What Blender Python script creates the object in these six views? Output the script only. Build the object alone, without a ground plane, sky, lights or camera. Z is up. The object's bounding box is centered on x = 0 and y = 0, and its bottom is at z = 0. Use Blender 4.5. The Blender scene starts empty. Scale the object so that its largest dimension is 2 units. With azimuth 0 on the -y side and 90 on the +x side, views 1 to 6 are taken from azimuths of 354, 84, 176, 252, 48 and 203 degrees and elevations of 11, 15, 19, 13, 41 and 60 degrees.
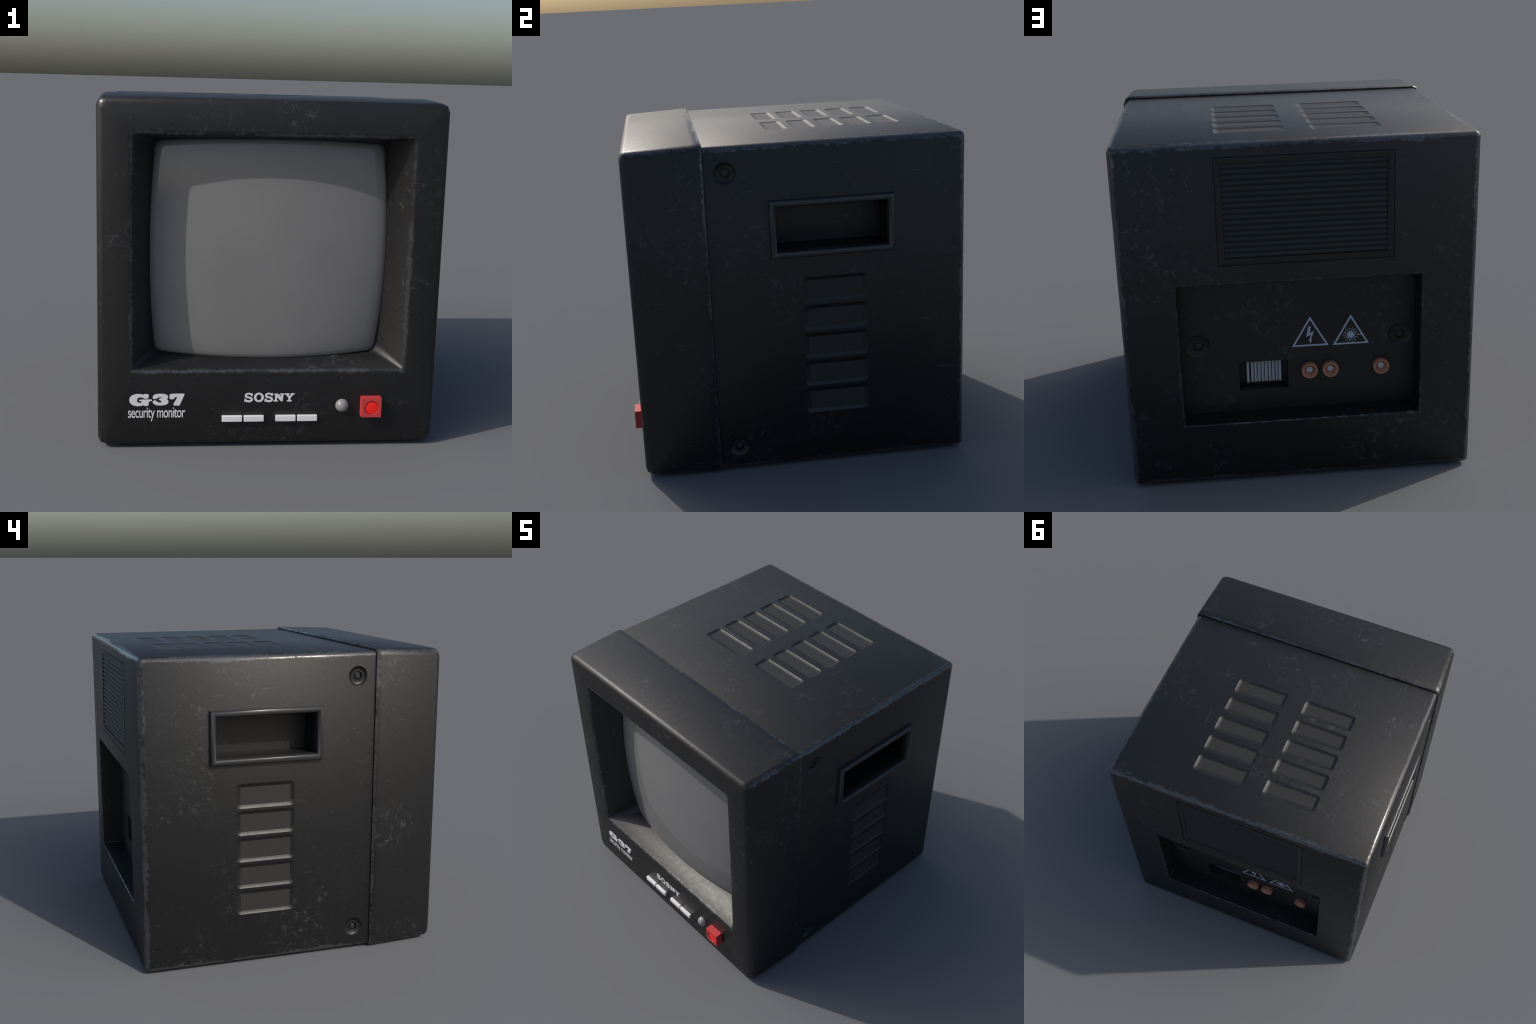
# Black security monitor: deep front bezel with a bulging picture tube, steel housing with
# pressed vents, side grip recesses, and a sunken connector panel at the back.
import bpy, bmesh, math, random
from mathutils import Vector, Matrix

random.seed(37)

# ------------------------------------------------------------------ sizes
BZ_HX, BZ_Z0, BZ_Z1 = 0.972, 0.000, 1.968          # bezel half width, bottom, top
BZ_FRONT, BZ_BACK = -0.949, -0.500
HS_HX, HS_Z0, HS_Z1 = 0.957, 0.013, 1.951          # housing
HS_BACK, HS_FRONT = 0.988, -0.540
CROWN = 1.000                                      # the back swells this far out around the recess
HS_BEVEL = 0.030
OP_HX, OP_Z0, OP_Z1 = 0.770, 0.452, 1.763          # picture opening at the front
IN_HX, IN_Z0, IN_Z1, IN_Y = 0.656, 0.498, 1.720, -0.727
PANEL_Y = 0.857
REC = (0.0, 0.784, 0.654, 0.409)                                     # rear recess

# ------------------------------------------------------------------ object helpers
def new_object(name, mesh, parent=None, mat=None):
    ob = bpy.data.objects.new(name, mesh)
    bpy.context.scene.collection.objects.link(ob)
    if parent: ob.parent = parent
    if mat is not None and not mesh.materials: mesh.materials.append(mat)
    return ob

def mesh_from(verts, faces, name="part"):
    me = bpy.data.meshes.new(name)
    me.from_pydata([tuple(v) for v in verts], [], faces)
    bm = bmesh.new(); bm.from_mesh(me)
    bmesh.ops.recalc_face_normals(bm, faces=bm.faces)
    bm.to_mesh(me); bm.free()
    return me

def shade(me, angle=None):
    for p in me.polygons: p.use_smooth = True
    if angle is not None:
        me.set_sharp_from_angle(angle=math.radians(angle))
    return me

def rounded_rect(hu, hv, r, seg=3):
    """outline of a rounded rectangle, counter-clockwise"""
    r = min(r, hu * 0.999, hv * 0.999)
    pts = []
    for cx, cy, a0 in ((1, 1, 0), (-1, 1, 90), (-1, -1, 180), (1, -1, 270)):
        for i in range(seg + 1):
            a = math.radians(a0 + 90 * i / seg)
            pts.append((cx * (hu - r) + r * math.cos(a), cy * (hv - r) + r * math.sin(a)))
    return pts

AX = {'x': (1, 2, 0), 'y': (0, 2, 1), 'z': (0, 1, 2)}   # (u axis, v axis, depth axis)
def place(axis, u, v, d):
    p = [0, 0, 0]; iu, iv, idp = AX[axis]
    p[iu], p[iv], p[idp] = u, v, d
    return p

def loft(axis, cu, cv, rings, seg=3, caps=True):
    """stack of rounded rectangles (half u, half v, corner radius, depth coordinate) -> verts, faces"""
    verts, faces = [], []
    n = 4 * (seg + 1)
    for hu, hv, r, d in rings:
        for u, v in rounded_rect(hu, hv, r, seg):
            verts.append(place(axis, cu + u, cv + v, d))
    for k in range(len(rings) - 1):
        for i in range(n):
            j = (i + 1) % n
            faces.append((k * n + i, k * n + j, (k + 1) * n + j, (k + 1) * n + i))
    if caps:
        faces.append(tuple(range(n)))
        faces.append(tuple(range((len(rings) - 1) * n, len(rings) * n)))
    return verts, faces

def turned(axis, cu, cv, profile, seg=32):
    """surface of revolution about a depth axis; profile = (radius, depth coordinate)"""
    verts, faces, rows = [], [], []
    for r, d in profile:
        if r < 1e-6:
            rows.append([len(verts)]); verts.append(place(axis, cu, cv, d))
        else:
            rows.append(list(range(len(verts), len(verts) + seg)))
            for i in range(seg):
                a = 2 * math.pi * i / seg
                verts.append(place(axis, cu + r * math.cos(a), cv + r * math.sin(a), d))
    for A, B in zip(rows, rows[1:]):
        for i in range(seg):
            j = (i + 1) % seg
            if len(A) == 1: faces.append((A[0], B[j], B[i]))
            elif len(B) == 1: faces.append((A[i], A[j], B[0]))
            else: faces.append((A[i], A[j], B[j], B[i]))
    return verts, faces

def join_parts(parts, name):
    V, F = [], []
    for v, f in parts:
        o = len(V); V += v; F += [tuple(i + o for i in q) for q in f]
    return mesh_from(V, F, name)

def cut(mesh, cutter_mesh):
    """boolean difference, returns a fresh mesh"""
    a = bpy.data.objects.new("work", mesh); b = bpy.data.objects.new("cutter", cutter_mesh)
    for o in (a, b): bpy.context.scene.collection.objects.link(o)
    m = a.modifiers.new("b", 'BOOLEAN'); m.operation = 'DIFFERENCE'; m.object = b; m.solver = 'EXACT'
    dg = bpy.context.evaluated_depsgraph_get()
    out = bpy.data.meshes.new_from_object(a.evaluated_get(dg))
    bpy.data.objects.remove(a); bpy.data.objects.remove(b)
    return out

def box(axis, cu, cv, hu, hv, d0, d1, bevel=0.0, seg=1):
    """box with its d1 end chamfered"""
    s = 1 if d1 > d0 else -1
    if bevel:
        return loft(axis, cu, cv, [(hu, hv, bevel, d0), (hu, hv, bevel, d1 - s * bevel),
                                   (hu - bevel * .3, hv - bevel * .3, bevel, d1 - s * bevel * .3),
                                   (hu - bevel, hv - bevel, bevel, d1)], seg)
    return loft(axis, cu, cv, [(hu, hv, 1e-4, d0), (hu, hv, 1e-4, d1)], 1)

# ------------------------------------------------------------------ material helpers
class S:
    """a value in a node tree; arithmetic makes Math nodes"""
    def __init__(s, nt, sock): s.nt, s.sock = nt, sock
    def op(s, kind, *others, clamp=False):
        n = s.nt.nodes.new("ShaderNodeMath"); n.operation = kind; n.use_clamp = clamp
        for i, o in enumerate((s,) + others):
            if isinstance(o, S): s.nt.links.new(o.sock, n.inputs[i])
            else: n.inputs[i].default_value = o
        return S(s.nt, n.outputs[0])
    def __add__(s, o): return s.op('ADD', o)
    def __sub__(s, o): return s.op('SUBTRACT', o)
    def __mul__(s, o): return s.op('MULTIPLY', o)
    def __rsub__(s, o): return s.op('MULTIPLY', -1.0).op('ADD', o)
    def abs(s): return s.op('ABSOLUTE')
    def min(s, o): return s.op('MINIMUM', o)
    def max(s, o): return s.op('MAXIMUM', o)
    def step(s, lo, hi):
        n = s.nt.nodes.new("ShaderNodeMapRange"); n.interpolation_type = 'SMOOTHSTEP'
        s.nt.links.new(s.sock, n.inputs[0])
        for i, x in ((1, lo), (2, hi), (3, 0.0), (4, 1.0)):
            if isinstance(x, S): s.nt.links.new(x.sock, n.inputs[i])
            else: n.inputs[i].default_value = x
        return S(s.nt, n.outputs[0])

class Mat:
    def __init__(s, name):
        s.m = bpy.data.materials.new(name); s.m.use_nodes = True
        s.nt = s.m.node_tree; s.bsdf = s.nt.nodes["Principled BSDF"]
        s.tc = s.nt.nodes.new("ShaderNodeTexCoord")
        sep = s.nt.nodes.new("ShaderNodeSeparateXYZ")
        s.nt.links.new(s.tc.outputs["Object"], sep.inputs[0])
        s.x, s.y, s.z = (S(s.nt, sep.outputs[i]) for i in range(3))
    def noise(s, scale, detail=4, rough=.5, stretch=None, rot=None, offset=(0, 0, 0), distort=0.0):
        n = s.nt.nodes.new("ShaderNodeTexNoise")
        n.inputs["Scale"].default_value = scale; n.inputs["Detail"].default_value = detail
        n.inputs["Roughness"].default_value = rough; n.inputs["Distortion"].default_value = distort
        mp = s.nt.nodes.new("ShaderNodeMapping")
        mp.inputs["Location"].default_value = offset
        if stretch: mp.inputs["Scale"].default_value = stretch
        if rot: mp.inputs["Rotation"].default_value = [math.radians(a) for a in rot]
        s.nt.links.new(s.tc.outputs["Object"], mp.inputs[0]); s.nt.links.new(mp.outputs[0], n.inputs["Vector"])
        return S(s.nt, n.outputs["Fac"])
    def mix(s, fac, a, b):
        n = s.nt.nodes.new("ShaderNodeMix"); n.data_type = 'RGBA'
        s.nt.links.new(fac.sock, n.inputs[0])
        for i, c in ((6, a), (7, b)):
            if isinstance(c, tuple): n.inputs[i].default_value = (*c, 1)
            else: s.nt.links.new(c, n.inputs[i])
        return n.outputs[2]
    def set(s, key, v):
        i = s.bsdf.inputs[key]
        if isinstance(v, S): s.nt.links.new(v.sock, i)
        elif isinstance(v, tuple): i.default_value = (*v, 1)
        elif isinstance(v, (int, float)): i.default_value = v
        else: s.nt.links.new(v, i)
    def bump(s, h, strength, dist):
        n = s.nt.nodes.new("ShaderNodeBump"); n.inputs["Strength"].default_value = strength
        n.inputs["Distance"].default_value = dist
        s.nt.links.new(h.sock, n.inputs["Height"]); s.nt.links.new(n.outputs[0], s.bsdf.inputs["Normal"])

def plain(name, color, rough, metallic=0.0, spec=.5, grain=0.0):
    m = Mat(name)
    if grain:
        f = m.noise(55, 5, .6).step(.35, .7)
        m.set("Base Color", m.mix(f, color, tuple(c * (1 + grain) for c in color)))
    else: m.set("Base Color", color)
    m.set("Roughness", rough); m.set("Metallic", metallic); m.set("Specular IOR Level", spec)
    return m.m

PAINT = (0.0088, 0.0090, 0.0094)
SCUFF = (0.060, 0.063, 0.066)
WORN_GLINT = (0.044, 0.047, 0.052)  # tone of worn edges, also of the highlight painted on the recess rim

def enamel(name, edge=None, seed=0.0, paint=PAINT, rough=.46, scuffs=1.0, grain=.05):
    """black enamel: scuffed in patches, thin scratches, bare along the edges, highlight painted on the rear recess rim"""
    m = Mat(name); off = (seed, seed * 1.7, -seed)
    patch = m.noise(2.6, 2, .55, offset=off).step(.50, .64)
    fine = m.noise(26, 7, .75, offset=off, distort=.6).step(.52, .70)
    scuff = patch * fine
    specks = m.noise(42, 3, .6, offset=(seed + 5, 0, 1)).step(.66, .74) * .7
    lines = None
    for rot, o in (((25, 40, 62), 0), ((-48, 18, -35), 7)):
        l = m.noise(3.0, 3, .6, stretch=(14, .8, 14), rot=rot, offset=(seed + o, o, 0)).step(.655, .70)
        lines = l if lines is None else lines.max(l)
    lines = lines * m.noise(5, 2, .5, offset=(o, seed, 3)).step(.52, .62) * .35
    mask = (scuff.max(specks).max(lines) * scuffs).op('MINIMUM', 1.0)
    col = m.mix(mask, paint, SCUFF)
    r = m.noise(24, 4, .6, offset=off) * .16 + (rough - .08)
    if edge is not None:
        d = edge(m)
        fine_tone = m.noise(70, 4, .7, offset=off).step(.35, .62)
        grit = m.noise(34, 5, .65, offset=off) * .75 + m.noise(5, 2, .5, offset=off) * .55
        wear_glint = (d * -1.0 + (grit - .63) * .080).step(-.005, .008)
        col = m.mix(wear_glint * (fine_tone * .6 + .4), col, WORN_GLINT)
        r = r - wear_glint * .29
        m.set("Specular IOR Level", wear_glint * .5 + .5)
    m.set("Base Color", col); m.set("Roughness", r)
    h = m.noise(38, 4, .6, offset=off) + m.noise(160, 2, .5) * .25
    m.bump(h, grain, .012)
    return m.m

def second(a, b, c):
    return a + b + c - a.min(b).min(c) - a.max(b).max(c)

def housing_edges(m):
    ax = HS_HX - m.x.abs()
    az = (HS_Z1 - HS_Z0) / 2 - (m.z - (HS_Z1 + HS_Z0) / 2).abs()
    ay = HS_BACK - m.y.min(HS_BACK)
    cx, cz, hx, hz = REC
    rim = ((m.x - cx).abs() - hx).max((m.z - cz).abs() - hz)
    rim = (rim - .004).abs().max((CROWN - m.y) - .008) + .001  # recess rim: chamfer highlight put into the colour along with the wear
    return (second(ax, ay, az) - .025).min(rim)
def bezel_edges(m):
    ax = BZ_HX - m.x.abs()
    az = (BZ_Z1 - BZ_Z0) / 2 - (m.z - (BZ_Z1 + BZ_Z0) / 2).abs()
    outer = second(ax - (BZ_BACK - m.y) * .038, m.y - BZ_FRONT + .032, az - (BZ_BACK - m.y) * .038) - .020
    sd = (m.x.abs() - OP_HX).max((m.z - (OP_Z1 + OP_Z0) / 2).abs() - (OP_Z1 - OP_Z0) / 2)
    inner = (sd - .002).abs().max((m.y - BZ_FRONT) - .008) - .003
    seam = (BZ_BACK - m.y).abs().max(ax.min(az)) - .009
    return outer.min(inner).min(seam)

M_house = enamel("scuffed_black_enamel", housing_edges, 0.0)
M_bezel = enamel("black_bezel_enamel", bezel_edges, 3.1, scuffs=.9, grain=.08)
M_panel = enamel("dark_panel_enamel", None, 8.4, scuffs=.8)
M_frame = enamel("rubbed_grip_metal", None, 11.0, paint=(.055, .057, .060), rough=.31, scuffs=.5)
for n in M_frame.node_tree.nodes:
    if n.type == 'BSDF_PRINCIPLED': n.inputs["Metallic"].default_value = .55
M_vent = plain("dark_vent_mesh", (.0175, .0170, .0158), .58, grain=.15)
M_louvre = plain("grille_plastic", (.0105, .0115, .0140), .55, grain=.15)
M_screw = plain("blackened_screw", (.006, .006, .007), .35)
M_screw_pin = plain("bare_screw_pin", (.055, .055, .058), .28, .3)
M_print = plain("pale_grey_print", (.70, .70, .72), .5)
M_sign_print = plain("grey_sign_print", (.42, .46, .55), .5)  # flat grey-blue ink, not emissive
M_white = plain("white_key_plastic", (.74, .74, .75), .4)
M_lamp = plain("grey_lamp_lens", (.245, .245, .245), .28)
M_red = plain("red_switch_plastic", (.52, .045, .050), .55)
M_redlens = plain("bright_red_lens", (.95, .020, .016), .35)
M_copper = plain("copper_jack", (.40, .175, .105), .45, .1, grain=.25)
M_pin = plain("pale_contact_metal", (.50, .51, .53), .4)
M_dark = plain("matte_black_backing", (.008, .008, .009), .6)  # near-black colour of solid plates that stand for dark gaps and openings

g = Mat("grey_picture_glass")
g.set("Base Color", g.mix(g.noise(3, 2, .5).step(.3, .7), (.190, .190, .190), (.200, .200, .200)))
g.set("Roughness", .09); g.set("Specular IOR Level", .5)
M_glass = g.m

# ------------------------------------------------------------------ the thing
root = bpy.data.objects.new("security_monitor", None)
bpy.context.scene.collection.objects.link(root)
root["label"] = "black boxy security monitor with bulging grey tube screen"
root["category"] = "security monitor"

# ------------------------------------------------------------------ layout of the pressed features
VENT_SIDE = [(0.216, 1.092 - 0.1715 * i) for i in range(5)]          # (y, z) centres
VENT_TOP = [(cx, -0.012 + 0.174 * i) for cx in (0.223, -0.295) for i in range(5)]
VS_H, VT_H = (0.188, 0.078), (0.192, 0.068)                          # half sizes
GRIP = (0.211, 1.462, 0.321, 0.130)                                  # y, z, half y, half z of the hole
SCREW_SIDE = [(-0.380, 1.800), (-0.385, 0.155)]
SCREW_REAR = [(0.560, 0.788), (-0.571, 0.790)]
GRILLE = (-0.038, 1.5880, 0.432, 0.2535)                               # x, z, half x, half z of the louvred field

def vent_cut(axis, cu, cv, hu, hv, face, s):
    return loft(axis, cu, cv, [(hu + .004, hv + .004, .030, face + s * .012), (hu, hv, .026, face),
                               (hu - .011, hv - .010, .022, face - s * .0024),
                               (hu - .027, hv - .024, .014, face - s * .0042)], 4)

def dish_profile(face, s, k=1.0):
    return [(0, face + s * .012), (.066 * k, face + s * .012), (.062 * k, face), (.056 * k, face - s * .0042),
            (.040 * k, face - s * .0066), (.031 * k, face - s * .0062), (.027 * k, face - s * .0075), (.0265 * k, face - s * .016), (0, face - s * .016)]

# ------------------------------------------------------------------ housing
def back_y(z):
    """the upper part of the back leans in from the recess to the top edge"""
    z0, z1 = REC[1] + REC[3] + .02, HS_Z1 - HS_BEVEL
    t = min(max((z - z0) / (z1 - z0), 0), 1)
    return CROWN + (HS_BACK - CROWN) * t
def on_back(verts):
    return [(x, y + back_y(z), z) for x, y, z in verts]

def build_housing():
    bm = bmesh.new()
    bmesh.ops.create_cube(bm, size=1)
    for v in bm.verts:
        v.co.x *= 2 * HS_HX
        v.co.y = HS_BACK if v.co.y > 0 else HS_FRONT
        v.co.z = HS_Z1 if v.co.z > 0 else HS_Z0
    bmesh.ops.bevel(bm, geom=bm.edges[:], offset=HS_BEVEL, segments=2, profile=.5, affect='EDGES')
    back = max(bm.faces, key=lambda f: f.normal.y * f.calc_area())
    rim = list(back.verts); bm.faces.remove(back)
    cx, cz, hx, hz = REC
    inner = [bm.verts.new((cx + math.copysign(hx + .02, v.co.x), CROWN, cz + math.copysign(hz + .02, v.co.z - HS_Z1 / 2))) for v in rim]
    for i in range(4):
        j = (i + 1) % 4
        bm.faces.new((rim[i], rim[j], inner[j], inner[i]))
    bm.faces.new(inner)
    bmesh.ops.recalc_face_normals(bm, faces=bm.faces)
    me = bpy.data.meshes.new("housing"); bm.to_mesh(me); bm.free()
    cuts = []
    for s in (1, -1):
        f = s * HS_HX
        for cy, cz in VENT_SIDE: cuts.append(vent_cut('x', cy, cz, *VS_H, f, s))
        cy, cz, hy, hz = GRIP
        cuts.append(loft('x', cy, cz, [(hy, hz, .004, f + s * .02), (hy, hz, .004, f - s * .200)], 1))
        for cy, cz in SCREW_SIDE: cuts.append(turned('x', cy, cz, dish_profile(f, s)))
    for cx, cy in VENT_TOP: cuts.append(vent_cut('z', cx, cy, *VT_H, HS_Z1, 1))
    cx, cz, hx, hz = REC
    cuts.append(loft('y', cx, cz, [(hx + .015, hz + .015, .012, CROWN + .010), (hx + .006, hz + .006, .008, CROWN + .001),
                                   (hx, hz, .004, CROWN - .006), (hx, hz, .004, .740)], 2))
    cx, cz, hx, hz = GRILLE
    v, f = loft('y', cx, cz, [(hx, hz, .003, .02), (hx, hz, .003, -.016)], 1)
    cuts.append((on_back(v), f))
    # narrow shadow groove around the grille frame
    V, F = [], []
    for du, d in ((.0365, .010), (.0365, -.007), (.026, -.007), (.026, .010)):
        for sx, sz in ((1, 1), (-1, 1), (-1, -1), (1, -1)): V.append((cx + sx * (hx + du), d, cz + sz * (hz + du)))
    for k in range(4):
        for q in range(4):
            k2, q2 = (k + 1) % 4, (q + 1) % 4
            F.append((k * 4 + q, k * 4 + q2, k2 * 4 + q2, k2 * 4 + q))
    cuts.append((on_back(V), F))
    return cut(me, join_parts(cuts, "cutter"))

BEND = 0.26
def bent(axis, co):
    """normal of a pressed-steel panel that crowns gently towards its rim"""
    lo = (-HS_HX, HS_FRONT, HS_Z0); hi = (HS_HX, HS_BACK, HS_Z1)
    n = [0, 0, 0]
    for a in range(3):
        mid, half = (lo[a] + hi[a]) / 2, (hi[a] - lo[a]) / 2
        t = (co[a] - mid) / half
        n[a] = (1 if t > 0 else -1) if a == axis else BEND * t
    return Vector(n).normalized()

def housing_normals(me):
    lo = (-HS_HX, HS_FRONT, HS_Z0); hi = (HS_HX, HS_BACK, HS_Z1)
    def planes(co, eps): return [a for a in range(3) if min(abs(co[a] - lo[a]), abs(co[a] - hi[a])) < eps]
    kind = []
    for p in me.polygons:
        n = p.normal; k = 'in'
        big = max(range(3), key=lambda a: abs(n[a]))
        if n.y > .99 and all(me.vertices[v].co.y > HS_BACK - 1e-4 for v in p.vertices): k = 1
        elif abs(n[big]) > .999 and all(big in planes(me.vertices[v].co, 1e-4) for v in p.vertices): k = big
        elif all(len(planes(me.vertices[v].co, HS_BEVEL + 1e-4)) >= 2 for v in p.vertices): k = 'bevel'
        kind.append(k)
    around = {}
    for p in me.polygons:
        if kind[p.index] == 'in':
            for v in p.vertices: around.setdefault(v, []).append(p)
    out = []
    for p in me.polygons:
        for v in p.vertices:
            co = me.vertices[v].co; k = kind[p.index]
            if k == 'in':
                n = Vector()
                flat = max(abs(c) for c in p.normal) > .999
                for q in around[v]:
                    if flat != (max(abs(c) for c in q.normal) > .999): continue
                    if q.normal.dot(p.normal) > math.cos(math.radians(48)): n += q.normal
                n = n.normalized() if n.length > 0 else p.normal.copy()
                big = max(range(3), key=lambda a: abs(n[a]))
                if .70 < abs(n[big]) < .998 and min(abs(co[big] - lo[big]), abs(co[big] - hi[big])) < .014:
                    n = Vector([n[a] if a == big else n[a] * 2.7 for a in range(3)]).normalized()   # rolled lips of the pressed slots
                out.append(n)
            elif k == 'bevel':
                on = planes(co, 1e-4)
                if on: out.append(bent(on[0], co))
                else:
                    c = Vector([min(max(co[a], lo[a] + HS_BEVEL), hi[a] - HS_BEVEL) for a in range(3)])
                    out.append((co - c).normalized())
            else: out.append(bent(k, co))
    for p in me.polygons: p.use_smooth = True
    me.normals_split_custom_set([tuple(n) for n in out])

hm = build_housing()
housing_normals(hm)
hm.materials.clear(); hm.materials.append(M_house)
housing = new_object("housing", hm, root)

# vent floors: one plate per pressed slot
def plate_mesh(axis, hu, hv, t=.002):
    return shade(join_parts([box(axis, 0, 0, hu, hv, -t, t * .3, .0006)], "vent_plate"), 8)
pm = plate_mesh('x', VS_H[0] - .026, VS_H[1] - .023); pm.materials.append(M_vent)
for s in (1, -1):
    for cy, cz in VENT_SIDE:
        o = new_object("vent_plate", pm, housing); o.location = (s * (HS_HX - .0038), cy, cz)
        o.scale.x = s
pm = plate_mesh('z', VT_H[0] - .026, VT_H[1] - .023); pm.materials.append(M_vent)
for cx, cy in VENT_TOP:
    o = new_object("vent_plate", pm, housing); o.location = (cx, cy, HS_Z1 - .0038)

# ------------------------------------------------------------------ grips
def ring_frame(axis, cu, cv, hu, hv, face, s, w=.040, h=.034, name="grip_frame"):
    """half-round moulding around a rectangular hole"""
    prof = [(0.0, -.020), (0.0, .45 * h), (.08, .68 * h), (.22, .88 * h), (.38, .98 * h), (.52, h), (.68, .96 * h), (.83, .84 * h), (.95, .62 * h), (1.0, .34 * h), (1.0, -.004), (1.0, -.012)]
    V, F = [], []
    cor = 4
    for t, d in prof:
        for sx, sy in ((1, 1), (-1, 1), (-1, -1), (1, -1)):
            V.append(place(axis, cu + sx * (hu + w * t), cv + sy * (hv + w * t), face + s * d))
    n = len(prof)
    for k in range(n):
        for q in range(cor):
            a, b = k * cor + q, k * cor + (q + 1) % cor
            c, e = ((k + 1) % n) * cor + (q + 1) % cor, ((k + 1) % n) * cor + q
            F.append((a, b, c, e))
    return shade(mesh_from(V, F, name), 55)
for s in (1, -1):
    cy, cz, hy, hz = GRIP
    new_object("grip_frame", ring_frame('x', cy, cz, hy - .002, hz - .002, s * HS_HX, s), housing, M_frame)

# ------------------------------------------------------------------ screws
def screw_mesh():
    parts = [turned('z', 0, 0, [(0, -.0165), (.0262, -.0165), (.0262, -.0150), (.0235, -.0142), (.016, -.0142), (.0145, -.0085),
                                (.0125, -.0070), (.010, -.0070), (.0085, -.0110), (0, -.0110)], 24)]
    # hexagonal socket pin
    hexv = [(0.0062 * math.cos(math.radians(60 * i)), 0.0062 * math.sin(math.radians(60 * i))) for i in range(6)]
    V = [(x, y, -.0125) for x, y in hexv] + [(x * .9, y * .9, -.0075) for x, y in hexv]
    F = [tuple(range(6)), tuple(range(6, 12))] + [(i, (i + 1) % 6, 6 + (i + 1) % 6, 6 + i) for i in range(6)]
    parts.append((V, F))
    return shade(join_parts(parts, "screw"), 35)
sm = screw_mesh(); sm.materials.append(M_screw); sm.materials.append(M_screw_pin)
for p in sm.polygons:
    if math.hypot(p.center.x, p.center.y) < .0138 and p.center.z > -.0135: p.material_index = 1
def add_screw(parent, loc, rot):
    o = new_object("screw", sm, parent); o.location = loc; o.rotation_euler = rot
for cy, cz in SCREW_SIDE:
    add_screw(housing, (HS_HX, cy, cz), (0, math.pi / 2, 0))
    add_screw(housing, (-HS_HX, cy, cz), (0, -math.pi / 2, 0))

# ------------------------------------------------------------------ rear grille
cx, cz, hx, hz = GRILLE
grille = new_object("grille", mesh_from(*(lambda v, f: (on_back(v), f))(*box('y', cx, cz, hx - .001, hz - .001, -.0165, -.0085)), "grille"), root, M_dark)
# raised flat frame around the louvres
V, F = [], []
sec = [(-.001, -.014), (-.001, .0010), (.002, .0022), (.022, .0026), (.0270, .0020), (.030, .0005), (.030, -.010)]
for du, d in sec:
    for sx, sz in ((1, 1), (-1, 1), (-1, -1), (1, -1)): V.append((cx + sx * (hx + du), back_y(cz + sz * (hz + du)) + d, cz + sz * (hz + du)))
for k in range(len(sec)):
    for q in range(4):
        k2, q2 = (k + 1) % len(sec), (q + 1) % 4
        F.append((k * 4 + q, k * 4 + q2, k2 * 4 + q2, k2 * 4 + q))
new_object("grille_frame", shade(mesh_from(V, F, "grille_frame"), 35), grille, M_house)
N_SLAT = 17
pitch = 2 * hz / N_SLAT
def slat_mesh():
    w, t = hx - .003, pitch
    # cross-section (y depth below the face, z): upper face slopes to the sky, under-cut below
    sec = [(-.010, .49 * t), (-.002, .46 * t), (.0046, -.02 * t), (.0054, -.12 * t), (.004, -.18 * t), (-.010, -.24 * t)]
    V = [(-w, y, z) for y, z in sec] + [(w, y, z) for y, z in sec]
    n = len(sec)
    F = [tuple(range(n)), tuple(range(n, 2 * n))] + [(i, (i + 1) % n, n + (i + 1) % n, n + i) for i in range(n)]
    return shade(mesh_from(V, F, "louvre_slat"), 35)
slm = slat_mesh(); slm.materials.append(M_louvre)
for i in range(N_SLAT):
    o = new_object("louvre_slat", slm, grille); zz = cz + hz - pitch * (i + .5); o.location = (cx, back_y(zz) - .004, zz)

# ------------------------------------------------------------------ connector panel in the recess
cx, cz, hx, hz = REC
pan = mesh_from(*box('y', cx, cz, hx - .0008, hz - .0008, .742, PANEL_Y), "connector_panel")
SOCK = (.2015, .589, .1375, .085)
cuts = [loft('y', SOCK[0], SOCK[1], [(SOCK[2], SOCK[3], .003, PANEL_Y + .02), (SOCK[2], SOCK[3], .003, .788)], 1)]
for sx, sz in SCREW_REAR: cuts.append(turned('y', sx, sz, dish_profile(PANEL_Y, 1, 1.08)))
pan = shade(cut(pan, join_parts(cuts, "cutter")), 32)
pan.materials.clear(); pan.materials.append(M_panel)
panel = new_object("connector_panel", pan, root)
for sx, sz in SCREW_REAR: add_screw(panel, (sx, PANEL_Y, sz), (-math.pi / 2, 0, 0))

# socket with its row of contact blades
sock = new_object("socket", mesh_from(*box('y', .197, .590, .108, .079, .7885, .794, .002), "socket"), panel, M_dark)
def blade(w, h):
    return shade(join_parts([box('y', 0, 0, w, h, 0, .010, .0028, 2)], "contact_blade"), 30)
b_end, b_mid, b_thin = blade(.0072, .071), blade(.0050, .070), blade(.0024, .069)
for b in (b_end, b_mid, b_thin): b.materials.append(M_pin)
xs = [(.2885, b_end), (.1055, b_end)]
for k in range(8):
    x0 = .266 - k * .0200
    xs += [(x0, b_mid), (x0 - .0085, b_thin)]
for x, b in xs:
    o = new_object("contact_blade", b, sock); o.location = (x, .7930, .592)

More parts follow.
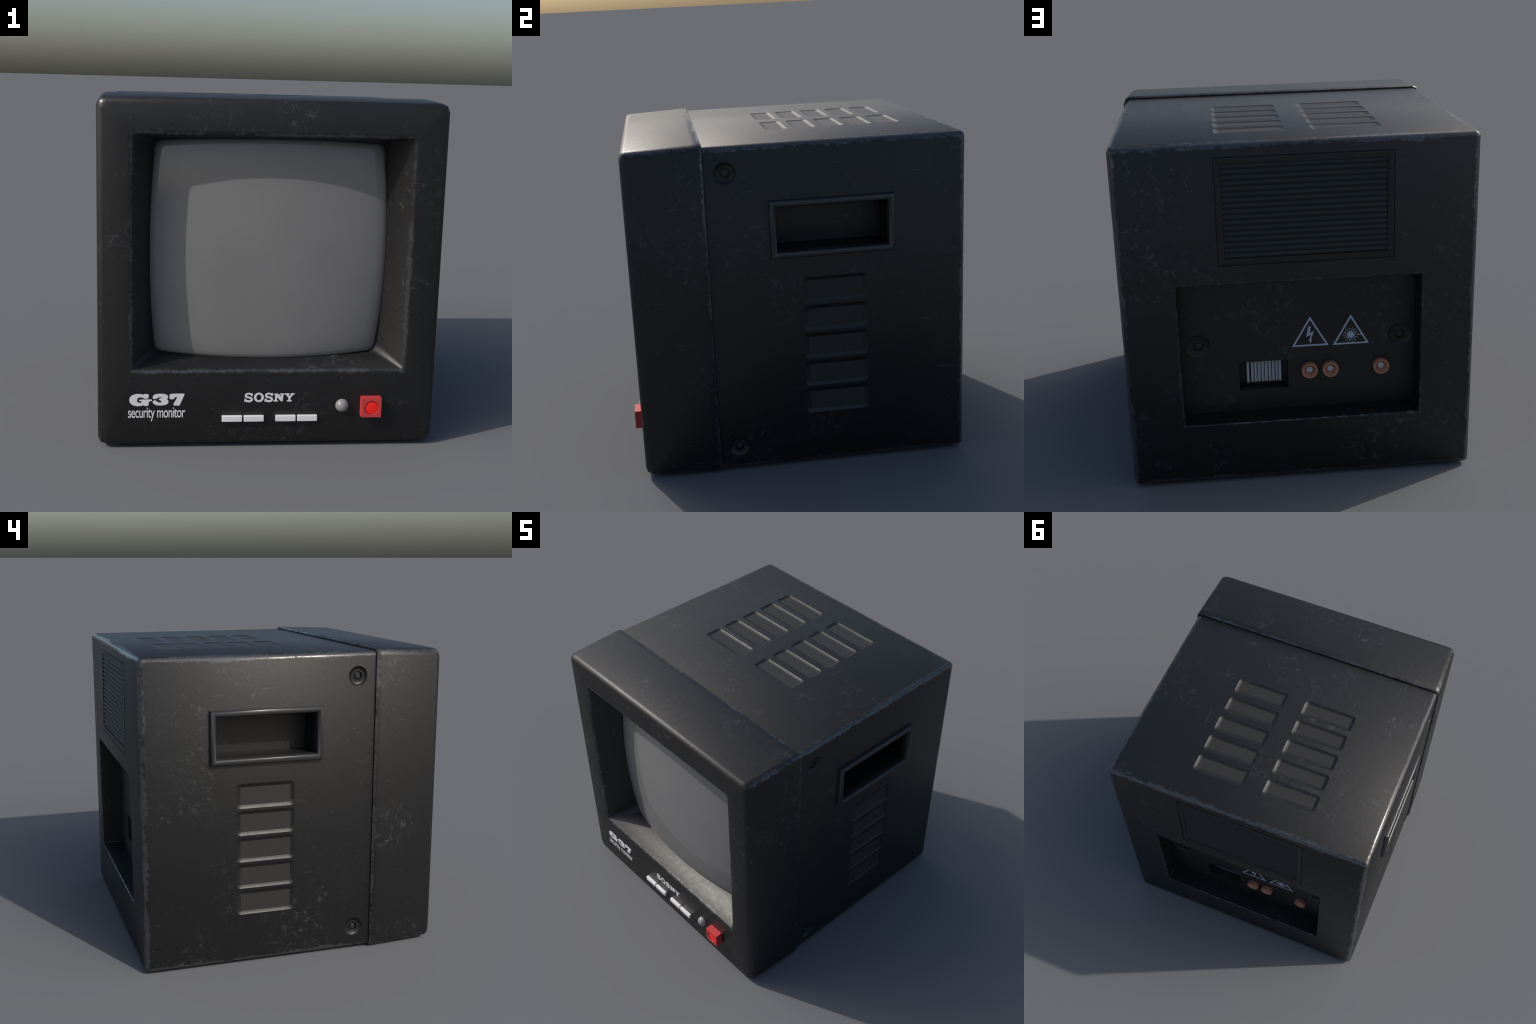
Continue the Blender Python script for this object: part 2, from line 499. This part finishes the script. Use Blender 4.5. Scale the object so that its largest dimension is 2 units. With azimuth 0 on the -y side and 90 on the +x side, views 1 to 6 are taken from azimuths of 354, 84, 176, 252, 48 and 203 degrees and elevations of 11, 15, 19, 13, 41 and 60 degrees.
# copper jacks
def jack_mesh():
    return shade(join_parts([turned('y', 0, 0, [(.046, -.002), (.046, .0285), (.0445, .030), (.0345, .030), (.033, .0285), (.0255, .006), (.021, .002), (0, .002)], 28)], "jack"), 32)
jm = jack_mesh(); jm.materials.append(M_copper)
pinm = shade(join_parts([turned('y', 0, 0, [(.0185, 0), (.0185, .0075), (.017, .009), (0, .009)], 20)], "jack_pin"), 32); pinm.materials.append(M_pin)
for jx in (-.056, -.174, -.462):
    o = new_object("jack", jm, panel); o.location = (jx, PANEL_Y, .609)
    p = new_object("jack_pin", pinm, o); p.location = (0, .0005, 0)

# ------------------------------------------------------------------ printed marks
def outline_mesh(loops, thick, name):
    """fill closed 2D loops (nested loops become holes) and give them a little thickness"""
    cu = bpy.data.curves.new(name, 'CURVE'); cu.dimensions = '2D'; cu.fill_mode = 'BOTH'; cu.extrude = thick
    for pts in loops:
        sp = cu.splines.new('POLY'); sp.points.add(len(pts) - 1); sp.use_cyclic_u = True
        for q, (x, y) in zip(sp.points, pts): q.co = (x, y, 0, 1)
    ob = bpy.data.objects.new(name, cu); bpy.context.scene.collection.objects.link(ob)
    dg = bpy.context.evaluated_depsgraph_get()
    me = bpy.data.meshes.new_from_object(ob.evaluated_get(dg))
    bpy.data.objects.remove(ob)
    for p in me.polygons: p.use_smooth = False
    return me

def ellipse(cx, cy, rx, ry, n=28):
    return [(cx + rx * math.cos(2 * math.pi * i / n), cy + ry * math.sin(2 * math.pi * i / n)) for i in range(n)]

def soften(pts, times=1):
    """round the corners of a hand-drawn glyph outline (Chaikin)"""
    for _ in range(times):
        q = []
        for a, b in zip(pts, pts[1:] + pts[:1]):
            q.append((a[0] * .8 + b[0] * .2, a[1] * .8 + b[1] * .2)); q.append((a[0] * .2 + b[0] * .8, a[1] * .2 + b[1] * .8))
        pts = q
    return pts

# glyph outlines, drawn on a grid with y down
GLYPH_G = [(960, 158), (950, 318), (800, 318), (770, 285), (680, 270), (600, 290), (565, 360), (580, 430), (640, 465), (715, 462),
           (722, 405), (640, 400), (630, 350), (1055, 345), (1068, 375), (1055, 402), (965, 410), (945, 575), (830, 575), (790, 545),
           (680, 575), (560, 580), (430, 545), (340, 470), (308, 365), (340, 260), (430, 185), (560, 155), (700, 158), (775, 180), (815, 158)]
GLYPH_3 = [(1082, 290), (1095, 220), (1180, 165), (1330, 150), (1480, 160), (1580, 205), (1605, 270), (1560, 345), (1615, 410),
           (1605, 480), (1530, 540), (1380, 562), (1230, 560), (1110, 500), (1082, 430), (1110, 390), (1180, 380), (1235, 430),
           (1310, 465), (1370, 455), (1380, 400), (1330, 385), (1280, 350), (1330, 310), (1385, 300), (1380, 270), (1300, 270),
           (1235, 310), (1180, 340), (1105, 330)]
GLYPH_7 = [(1645, 155), (2150, 150), (2130, 215), (1990, 545), (1980, 570), (1745, 565), (1900, 290), (1880, 262), (1820, 275),
           (1795, 345), (1655, 345), (1640, 280)]
GLYPH_S = [(375, 245), (370, 345), (345, 345), (300, 300), (245, 285), (200, 305), (205, 335), (260, 350), (340, 370), (385, 420),
           (380, 475), (330, 520), (265, 535), (200, 525), (175, 505), (150, 520), (125, 520), (130, 410), (165, 410), (190, 450),
           (250, 475), (310, 462), (320, 435), (280, 415), (190, 395), (140, 360), (135, 300), (170, 255), (230, 235), (295, 240),
           (330, 258), (350, 245)]
GLYPH_N = [(1010, 265), (1150, 265), (1230, 365), (1230, 300), (1195, 295), (1195, 262), (1335, 262), (1335, 295), (1295, 300),
           (1285, 510), (1225, 510), (1110, 370), (1105, 475), (1140, 480), (1140, 515), (1005, 515), (1005, 480), (1045, 475),
           (1050, 305), (1010, 298)]
GLYPH_Y = [(1345, 258), (1480, 258), (1480, 295), (1455, 300), (1490, 345), (1530, 300), (1510, 295), (1510, 258), (1640, 255),
           (1640, 290), (1600, 300), (1515, 400), (1515, 475), (1560, 480), (1560, 515), (1405, 515), (1405, 480), (1450, 475),
           (1450, 400), (1370, 300), (1345, 295)]
def on_front(pts, x0, ox, z0, oy, k): return [(x0 + (x - ox) * k, z0 - (y - oy) * k) for x, y in pts]

def stand_front(me, y):          # curve plane (x, z') -> world (x, y, z)
    me.transform(Matrix.Translation((0, y, 0)) @ Matrix.Rotation(math.pi / 2, 4, 'X'))
    return me

PROUD = BZ_FRONT - .0004
bezel_marks = []
loops = [on_front(soften(gl), -.783, 305, .320, 152, .000168) for gl in (GLYPH_G, GLYPH_3, GLYPH_7)]
bezel_marks.append(("model_lettering", stand_front(outline_mesh(loops, .0009, "model_lettering"), PROUD)))
loops = [on_front(soften(gl), -.139, 120, .3215, 235, .000189) for gl in
         (GLYPH_S, [(x + 608, y) for x, y in GLYPH_S], GLYPH_N, GLYPH_Y)]
loops += [on_front(ellipse(562, 380, 150, 148), -.139, 120, .3215, 235, .000189),
          on_front(ellipse(562, 380, 75, 92), -.139, 120, .3215, 235, .000189)]
bezel_marks.append(("maker_lettering", stand_front(outline_mesh(loops, .0009, "maker_lettering"), PROUD)))
tx = bpy.data.curves.new("caption", 'FONT'); tx.body = "security monitor"; tx.size = 1; tx.space_character = .93; tx.offset = .008
to = bpy.data.objects.new("caption", tx); bpy.context.scene.collection.objects.link(to)
tm = bpy.data.meshes.new_from_object(to.evaluated_get(bpy.context.evaluated_depsgraph_get())); bpy.data.objects.remove(to)
x0, x1 = min(v.co.x for v in tm.vertices), max(v.co.x for v in tm.vertices)
y0, y1 = min(v.co.y for v in tm.vertices), max(v.co.y for v in tm.vertices)
for v in tm.vertices:
    v.co = (-.788 + (v.co.x - x0) / (x1 - x0) * .318, BZ_FRONT - .0013, .159 + (v.co.y - y0) / (y1 - y0) * .081)
bezel_marks.append(("caption_lettering", tm))

# warning signs on the connector panel: outlined triangles with a bolt and a starburst
def tri_loops(cx, z0, w, h, t):
    def T(k): # inset triangle
        return [(cx - w / 2 + k * 1.75, z0 + k), (cx + w / 2 - k * 1.75, z0 + k), (cx, z0 + h - k * 2.05)]
    return [T(0), T(t)]
def as_rear(me):
    me.transform(Matrix.Translation((0, PANEL_Y + .0005, 0)) @ Matrix.Rotation(math.pi / 2, 4, 'X'))
    return me
def bolt(cx, z):
    p = [(-.010, .062), (.006, .062), (-.004, .022), (.022, .034), (.004, -.018), (.011, -.016), (.001, -.042), (-.008, -.012), (-.002, -.014), (.004, .012), (-.022, .000)]
    return [(cx - x, z + y) for x, y in p]        # mirrored: seen from the back
sign1 = as_rear(outline_mesh(tri_loops(-.064, .750, .206, .178, .0095) + [bolt(-.064, .806)], .0009, "voltage_sign"))
star = []
sc, N_RAY = (-.2925, .8035), 14
for i in range(N_RAY):                    # narrow rays around a solid core
    for da, r in ((-.085, .0190), (-.045, .0435), (.045, .0435), (.085, .0190)):
        a = 2 * math.pi * i / N_RAY + da
        star.append((sc[0] + r * math.cos(a), sc[1] + r * math.sin(a)))
sign2 = as_rear(outline_mesh(tri_loops(-.2925, .748, .204, .178, .0095) + [star], .0009, "beam_sign"))
beam = as_rear(outline_mesh([[(-.330, .8012), (-.353, .8012), (-.353, .8055), (-.330, .8055)]], .0012, "beam"))
for nm, me in (("voltage_sign", sign1), ("beam_sign", sign2)):
    new_object(nm, me, panel, M_sign_print)
new_object("beam_mark", beam, panel, M_sign_print)

# ------------------------------------------------------------------ bezel
def build_bezel():
    zc, hz = (BZ_Z0 + BZ_Z1) / 2, (BZ_Z1 - BZ_Z0) / 2
    oz, oh = (OP_Z0 + OP_Z1) / 2, (OP_Z1 - OP_Z0) / 2
    iz, ih = (IN_Z0 + IN_Z1) / 2, (IN_Z1 - IN_Z0) / 2
    H, TAPER = BZ_HX, .0150
    rows = [(H - .030, hz - .030, .020, BZ_BACK, zc), (H - .007, hz - .007, .040, BZ_BACK, zc), (H, hz, .045, BZ_BACK - .008, zc), (H - .001, hz - .001, .045, BZ_BACK - .050, zc),
            (H - TAPER, hz - TAPER, .045, BZ_FRONT + .034, zc), (H - TAPER - .010, hz - TAPER - .010, .045, BZ_FRONT + .010, zc),
            (H - TAPER - .034, hz - TAPER - .034, .030, BZ_FRONT, zc),
            (OP_HX + .022, oh + .022, .030, BZ_FRONT, oz), (OP_HX + .006, oh + .006, .024, BZ_FRONT, oz), (OP_HX - .006, oh - .005, .022, BZ_FRONT + .010, oz),
            (IN_HX, ih, .055, IN_Y, iz)]
    seg = 2; n = 4 * (seg + 1)
    V, F = [], []
    for hu, hv, r, y, c in rows:
        for u, v in rounded_rect(hu, hv, r, seg): V.append((u, y, c + v))
    for k in range(len(rows) - 1):
        for i in range(n):
            j = (i + 1) % n
            F.append((k * n + i, k * n + j, (k + 1) * n + j, (k + 1) * n + i))
    F.append(tuple(range((len(rows) - 1) * n, len(rows) * n)))
    me = mesh_from(V, F, "bezel")
    # make the open shell face outwards
    if sum(p.normal.y * p.area for p in me.polygons if abs(p.center.y - BZ_FRONT) < .001) > 0:
        me.flip_normals()
    for p in me.polygons: p.use_smooth = True
    last, first = (len(rows) - 1) * n, n
    for e in me.edges:
        a, b = sorted(e.vertices)
        if (a >= last and b >= last) or (n <= a < 2 * n and n <= b < 2 * n): e.use_edge_sharp = True
    return me
bezel = new_object("bezel", build_bezel(), root, M_bezel)
for nm, me in bezel_marks: new_object(nm, me, bezel, M_print)

# ------------------------------------------------------------------ picture tube
def build_screen():
    zc = (IN_Z0 + IN_Z1) / 2
    X, Z, BX, BZ, R = .652, .612, .036, .024, .050
    out = []
    def side(n, f): return [f(-1 + 2 * (i + .5) / n) for i in range(n)]
    def corner(sx, sz, a0):
        c = (sx * (X - R), sz * (Z - R))
        return [(c[0] + R * math.cos(math.radians(a0 + a)), c[1] + R * math.sin(math.radians(a0 + a))) for a in (12, 32, 58, 78)]
    kx, kz = (X - R), (Z - R)
    out += [(X + BX * (1 - t * t), t * kz) for t in side(14, lambda t: t)]
    out += corner(1, 1, 0)
    out += [(-t * kx, Z + BZ * (1 - t * t)) for t in side(14, lambda t: t)]
    out += corner(-1, 1, 90)
    out += [(-X - BX * (1 - t * t), -t * kz) for t in side(14, lambda t: t)]
    out += corner(-1, -1, 180)
    out += [(t * kx, -Z - BZ * (1 - t * t)) for t in side(14, lambda t: t)]
    out += corner(1, -1, 270)
    def dome(x, z): 
        a, b = x * x, z * z
        return -.837 + .118 * a + .072 * a * a + .060 * b + .130 * a * b
    V, F = [(0, dome(0, 0), zc)], []
    n = len(out)
    scales = [.08, .2, .35, .5, .65, .78, .88, .94, .97]
    for s in scales:
        for x, z in out: V.append((x * s, dome(x * s, z * s) + .35 * max(0, s - .86) ** 2, zc + z * s))
    for x, z in out: V.append((x * .990, dome(x * .985, z * .985) + .013, zc + z * .990))
    for x, z in out: V.append((x, dome(x, z) + .046, zc + z))
    for x, z in out: V.append((x, IN_Y + .045, zc + z))
    for i in range(n):
        F.append((0, 1 + i, 1 + (i + 1) % n))
    for k in range(len(scales) + 2):
        for i in range(n):
            a, b = 1 + k * n + i, 1 + k * n + (i + 1) % n
            F.append((a, b, b + n, a + n))
    return shade(mesh_from(V, F, "screen"), 60)
screen = new_object("screen", build_screen(), root, M_glass)
if sum(p.normal.y for p in screen.data.polygons) > 0: screen.data.flip_normals()

# ------------------------------------------------------------------ front controls
key = shade(join_parts([box('y', 0, 0, .0570, .0168, .004, -.021, .003, 2)], "key"), 12); key.materials.append(M_white)
slot_plate = shade(join_parts([box('y', 0, 0, .1245, .0225, .004, -.0012, .001, 1)], "key_slot_plate"), 30); slot_plate.materials.append(M_dark)  # dark plate set slightly proud of the bezel, standing in for a recess
for x in (-.1445, .1605):
    o = new_object("key_slot_plate", slot_plate, bezel); o.location = (x, BZ_FRONT, .1725)
for x in (-.2065, -.083, .0985, .222):
    o = new_object("key", key, bezel); o.location = (x, BZ_FRONT, .1735)

lamp = turned('y', .422, .243, [(.0385, BZ_FRONT + .004), (.0385, BZ_FRONT - .002)] +
              [(.038 * math.cos(a), BZ_FRONT - .002 - .034 * math.sin(a)) for a in [math.radians(d) for d in (12, 25, 38, 50, 62, 74, 83)]] +
              [(0, BZ_FRONT - .036)], 28)
new_object("indicator_lamp", shade(join_parts([lamp], "indicator_lamp"), 60), bezel, M_lamp)

RX, RZ = .5835, .2435
sw = mesh_from(*box('y', RX, RZ, .0565, .0555, BZ_FRONT + .004, -1.0), "power_switch")
sw = shade(cut(sw, join_parts([turned('y', RX, RZ, [(0, -1.02), (.041, -1.02), (.041, -1.0), (.0385, -.990), (.0385, -.985), (0, -.985)], 28)], "cutter")), 32)
sw.materials.clear(); sw.materials.append(M_red)
switch = new_object("power_switch", sw, bezel)
lens = turned('y', RX, RZ, [(.0380, -.984), (.0380, -.9920), (.0355, -.9955), (.018, -.9972), (0, -.9978)], 28)
new_object("switch_lens", shade(join_parts([lens], "switch_lens"), 40), switch, M_redlens)
